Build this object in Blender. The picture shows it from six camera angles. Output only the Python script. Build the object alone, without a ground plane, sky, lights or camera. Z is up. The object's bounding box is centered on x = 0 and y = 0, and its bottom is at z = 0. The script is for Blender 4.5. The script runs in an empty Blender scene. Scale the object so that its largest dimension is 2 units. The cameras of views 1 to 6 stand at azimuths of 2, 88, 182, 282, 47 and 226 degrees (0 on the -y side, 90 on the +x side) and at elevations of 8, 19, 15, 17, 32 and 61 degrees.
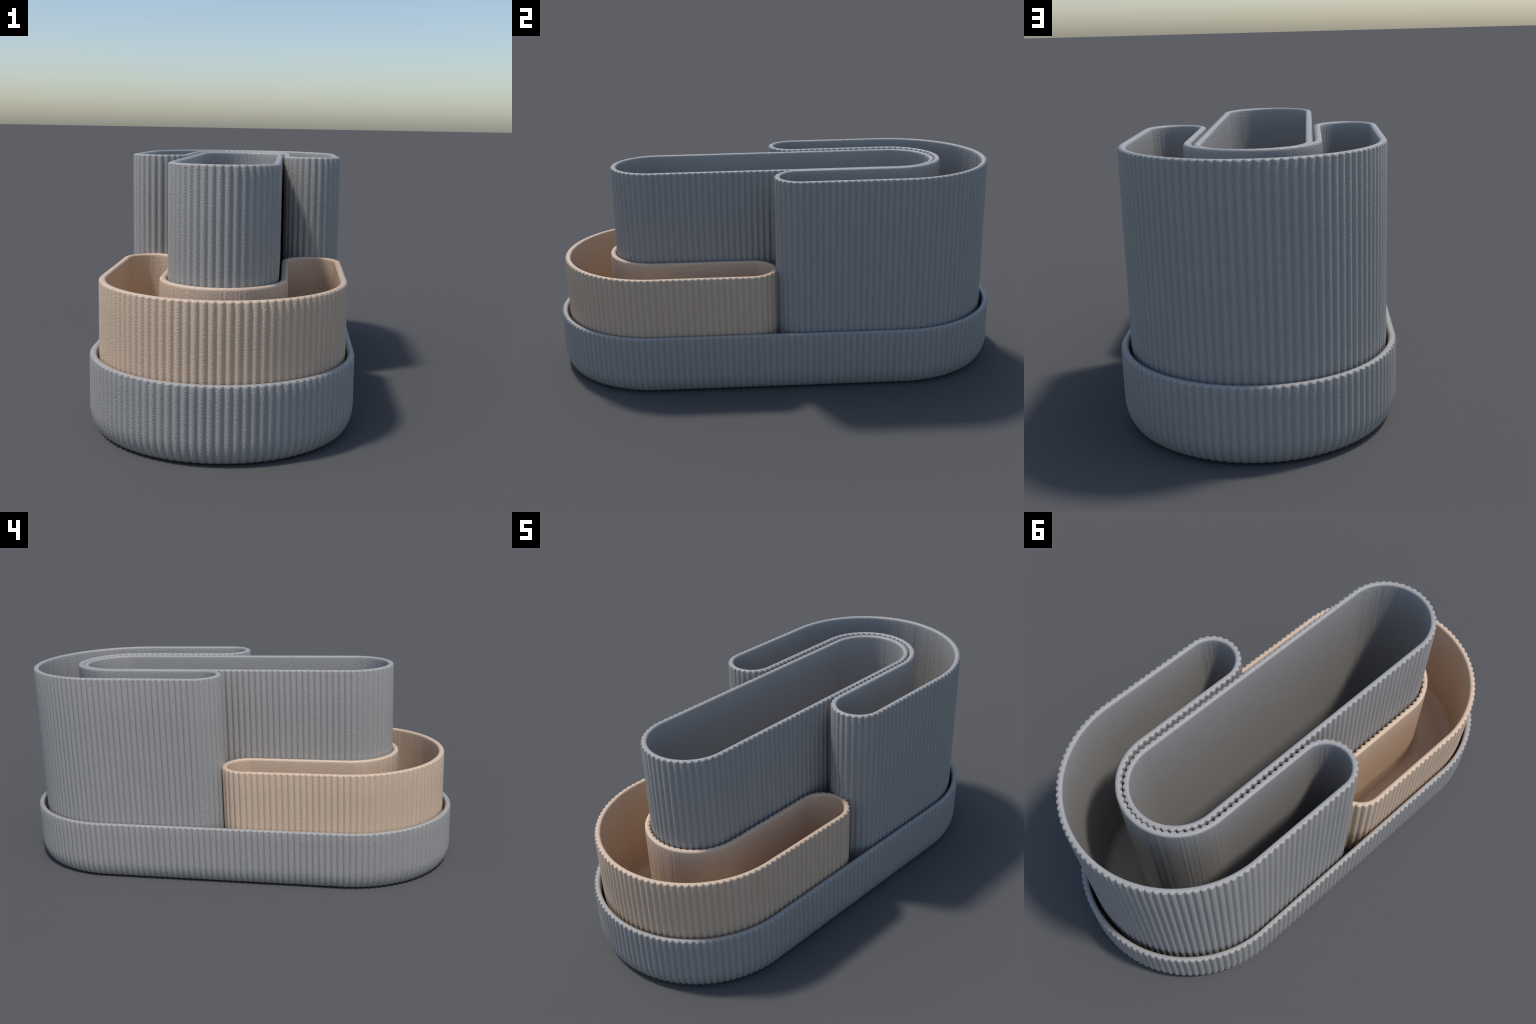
"""Ribbed desk organiser: a shallow oblong tray holding a tall horseshoe cup,
a low beige horseshoe cup and an oblong cup standing between their prongs.
Every container is one closed outline (lines and arcs) carried along a vertical
wall profile: underside, bottom rounding, ribbed wall, rim, inner wall, floor."""
import bpy, math, random
from mathutils import Vector

SAMPLES = 10             # columns per rib
RIB_DEPTH = 0.0073
WALL = 0.0245            # rib tip to inner face


# ---------------------------------------------------------------- outlines
class Outline:
    """Closed counter-clockwise chain of straight lines and arcs (tangent-continuous),
    drawn along the rib tips; ribs are spaced along a line `inset` inside the tips."""
    def __init__(self, inset):
        self.segs = []
        self.inset = inset
        self.length = 0.0

    def line(self, a, b):
        L = math.dist(a, b)
        self.segs.append(('L', self.length, L, a, b))
        self.length += L

    def arc(self, c, r, a0, a1):
        L = abs(math.radians(a1 - a0)) * (r - self.inset * (1 if a1 > a0 else -1))
        self.segs.append(('A', self.length, L, c, r, math.radians(a0), math.radians(a1)))
        self.length += L

    def at(self, s):
        """point, outward normal, curvature flag"""
        s %= self.length
        for g in self.segs:
            if s <= g[1] + g[2] + 1e-9:
                u = (s - g[1]) / g[2]
                if g[0] == 'L':
                    a, b = g[3], g[4]
                    dx, dy = (b[0] - a[0]) / g[2], (b[1] - a[1]) / g[2]
                    return (a[0] + dx * u * g[2], a[1] + dy * u * g[2]), (dy, -dx), 0
                c, r, a0, a1 = g[3:]
                t = a0 + (a1 - a0) * u
                k = 1 if a1 > a0 else -1
                n = (math.cos(t), math.sin(t))
                return (c[0] + r * n[0], c[1] + r * n[1]), (k * n[0], k * n[1]), k
        raise ValueError(s)


def stadium(half_width, half_length, inset, cx=0.0):
    """Starts at (+half_width, 0) and runs towards +y."""
    o, e, w = Outline(inset), half_length - half_width, half_width
    o.line((cx + w, 0), (cx + w, e))
    o.arc((cx, e), w, 0, 180)
    o.line((cx - w, e), (cx - w, -e))
    o.arc((cx, -e), w, 180, 360)
    o.line((cx + w, -e), (cx + w, 0))
    return o


def horseshoe(half_width, outer_y, mouth_y, slot_half, inset, flip):
    """U-shaped plan: big outer bend, slot for the oblong cup, two round prong ends.
    Drawn with the bend towards +y; flip mirrors it by half a turn.
    Starts on the outer wall where the +x prong end begins."""
    o = Outline(inset)
    k = -1.0 if flip else 1.0
    P = lambda x, y: (k * x, k * y)
    A = 180 if flip else 0
    w, r = half_width, (half_width - slot_half) / 2
    ye, yb = mouth_y + r, outer_y - half_width
    ys = yb                                        # slot bend shares the outer bend's centre
    xm = (w + slot_half) / 2
    o.line(P(w, ye), P(w, yb))
    o.arc(P(0, yb), w, A, A + 180)
    o.line(P(-w, yb), P(-w, ye))
    o.arc(P(-xm, ye), r, A + 180, A + 360)
    o.line(P(-slot_half, ye), P(-slot_half, ys))
    o.arc(P(0, ys), slot_half, A + 180, A)          # concave bend, run clockwise
    o.line(P(slot_half, ys), P(slot_half, ye))
    o.arc(P(xm, ye), r, A + 180, A + 360)
    return o


def rib_drop(t):
    """0 on the crest (t = .5), 1 in the groove (t = 0 or 1): broad round lobes, narrow grooves."""
    x = abs(t - 0.5) * 2
    k, top = 0.74, 0.76
    v0, m0 = k ** 2.2, 2.2 * k ** 1.2
    if x < k:
        d = x ** 2.2
    else:
        u, h = (x - k) / (1 - k), 1 - k
        d = ((2*u**3 - 3*u**2 + 1) * v0 + (u**3 - 2*u**2 + u) * h * m0
             + (-2*u**3 + 3*u**2) * top)
    return d / top


# ---------------------------------------------------------------- containers
def wall_profile(z0, z1, wall, foot, floor_t, inner_round, rim_out, rim_in):
    """Rows of (inset from rib tips, z, rib strength, part)."""
    rows = []
    fa, fb = foot
    for i in range(11):                              # bottom rounding
        t = math.radians(90 * i / 10)
        rows.append((fa * (1 - math.sin(t)), z0 + fb * (1 - math.cos(t)), 0.35 + 0.65 * min(1, i / 5), 'ribbed_wall'))
    h = z1 - rim_out[1] - (z0 + fb)
    for i in range(1, 5):
        rows.append((0.0, z0 + fb + h * i / 4, 1.0, 'ribbed_wall'))
    for i in range(1, 7):                            # outer rim rounding
        t = math.radians(90 * i / 6)
        rows.append((rim_out[0] * (1 - math.cos(t)), z1 - rim_out[1] * (1 - math.sin(t)), 1.0 - 0.75 * (1 - math.cos(t)), 'rim'))
    for i in range(0, 7):                            # inner rim rounding
        t = math.radians(90 * i / 6)
        rows.append((wall - rim_in * (1 - math.sin(t)), z1 - rim_in * (1 - math.cos(t)), 0.0, 'rim'))
    zf = z0 + floor_t
    h = (z1 - rim_in) - (zf + inner_round)
    for f in (0.012, 0.25, 0.5, 0.75, 1.0):
        rows.append((wall, z1 - rim_in - h * f, 0.0, 'inner_wall'))
    for i in range(1, 9):
        t = math.radians(90 * i / 8)
        rows.append((wall + inner_round * (1 - math.cos(t)), zf + inner_round * (1 - math.sin(t)), 0.0, 'inner_wall'))
    return rows


def build_container(name, label, outline, ribs, phase, rows, mat, seed):
    rnd = random.Random(seed)
    n = ribs * SAMPLES
    cols = []
    for j in range(n):
        f = j / SAMPLES
        s = (f * outline.length / ribs + phase) % outline.length
        p, nrm, k = outline.at(s)
        # columns nudged in or out so inner-wall bends show thin upright light streaks
        mark = rnd.choice((0, 0, 0, 0, 1, -0.6)) * rnd.random() * 0.0019 if k else 0.0
        cols.append((p, nrm, rib_drop(f % 1.0), mark))
    verts = []
    for inset, z, rib, part in rows:
        for p, nrm, drop, mark in cols:
            d = inset + rib * RIB_DEPTH * drop
            if part == 'inner_wall':
                d += mark
            verts.append((p[0] - nrm[0] * d, p[1] - nrm[1] * d, z))
    faces, tags = [], []
    for i in range(len(rows) - 1):
        for j in range(n):
            a, b = i * n + j, i * n + (j + 1) % n
            faces.append((a, b, b + n, a + n))
            tags.append(rows[i + 1][3])
    faces.append(tuple(reversed(range(n))))
    tags.append('underside')
    last = (len(rows) - 1) * n
    faces.append(tuple(range(last, last + n)))
    tags.append('floor')

    whole = bpy.data.meshes.new('whole')
    whole.from_pydata(verts, [], faces)
    whole.polygons.foreach_set('use_smooth', [True] * len(faces))
    whole.update()
    normals = [v.vector.copy() for v in whole.vertex_normals]
    up, down = Vector((0, 0, 1)), Vector((0, 0, -1))
    for j in range(n):
        normals[j] = down
        normals[last + j] = up

    root = bpy.data.objects.new(name, None)
    bpy.context.collection.objects.link(root)
    root['label'] = label
    root['category'] = 'desk organizer'
    root.empty_display_size = 0.1
    for part in ('ribbed_wall', 'rim', 'inner_wall', 'floor', 'underside'):
        used = [f for f, t in zip(faces, tags) if t == part]
        remap, order = {}, []
        for f in used:
            for v in f:
                if v not in remap:
                    remap[v] = len(order)
                    order.append(v)
        me = bpy.data.meshes.new(part)
        me.from_pydata([verts[v] for v in order], [], [tuple(remap[v] for v in f) for f in used])
        me.polygons.foreach_set('use_smooth', [True] * len(used))
        me.update()
        me.normals_split_custom_set_from_vertices([normals[v] for v in order])
        me.materials.append(mat)
        ob = bpy.data.objects.new(part, me)
        bpy.context.collection.objects.link(ob)
        ob.parent = root
    bpy.data.meshes.remove(whole)
    return root


# ---------------------------------------------------------------- material
def moulded(name, base, tint):
    """Matt, faintly grainy cast material."""
    m = bpy.data.materials.new(name)
    m.use_nodes = True
    nt = m.node_tree
    N, L = nt.nodes, nt.links
    bsdf = N['Principled BSDF']
    tc = N.new('ShaderNodeTexCoord')
    mott = N.new('ShaderNodeTexNoise')
    mott.inputs['Scale'].default_value = 9
    mott.inputs['Detail'].default_value = 4
    ramp = N.new('ShaderNodeValToRGB')
    ramp.color_ramp.elements[0].position = 0.3
    ramp.color_ramp.elements[1].position = 0.7
    ramp.color_ramp.elements[0].color = (*tint, 1)
    ramp.color_ramp.elements[1].color = (*base, 1)
    L.new(tc.outputs['Object'], mott.inputs['Vector'])
    L.new(mott.outputs['Fac'], ramp.inputs['Fac'])
    L.new(ramp.outputs['Color'], bsdf.inputs['Base Color'])
    bsdf.inputs['Roughness'].default_value = 0.42
    bsdf.inputs['Specular IOR Level'].default_value = 0.5
    grain = N.new('ShaderNodeTexNoise')
    grain.inputs['Scale'].default_value = 205
    grain.inputs['Detail'].default_value = 2
    grain.inputs['Roughness'].default_value = 0.6
    L.new(tc.outputs['Object'], grain.inputs['Vector'])
    bump = N.new('ShaderNodeBump')
    bump.inputs['Strength'].default_value = 0.48
    bump.inputs['Distance'].default_value = 0.005
    L.new(grain.outputs['Fac'], bump.inputs['Height'])
    L.new(bump.outputs['Normal'], bsdf.inputs['Normal'])
    return m


slate = moulded('satin_stone_grey', (0.370, 0.356, 0.336), (0.361, 0.347, 0.328))
sand = moulded('satin_sand_beige', (0.668, 0.500, 0.360), (0.653, 0.486, 0.347))

FOOT = (0.042, 0.083)
REST = 0.021              # height at which the cups stand in the tray
RIM = ((0.0115, 0.0085), 0.0090)

build_container('ribbed_tray', 'long shallow grey tray with rounded ends and fine upright ribs',
                stadium(0.4624, 1.0003, 0.0084), 188, 0.0121,
                wall_profile(0.0, 0.2598, WALL, FOOT, 0.020, 0.04, *RIM), slate, 1)
build_container('tall_horseshoe_cup', 'tall grey ribbed pencil cup with a U-shaped plan',
                horseshoe(0.4307, 0.9594, -0.0085, 0.1992, 0.0047, False), 165, 0.0028,
                wall_profile(REST, 0.9160, WALL, FOOT, 0.020, 0.04, *RIM), slate, 2)
build_container('low_horseshoe_cup', 'low beige ribbed holder with a U-shaped plan',
                horseshoe(0.4307, 0.9640, -0.0015, 0.1992, 0.0095, True), 163, 0.0049,
                wall_profile(REST, 0.5128, WALL, FOOT, 0.020, 0.04, *RIM), sand, 3)
build_container('oblong_cup', 'tall narrow grey ribbed cup with round ends',
                stadium(0.1932, 0.7305, 0.0065, -0.0012), 125, 0.0072,
                wall_profile(REST, 0.9115, WALL, FOOT, 0.020, 0.04, *RIM), slate, 4)
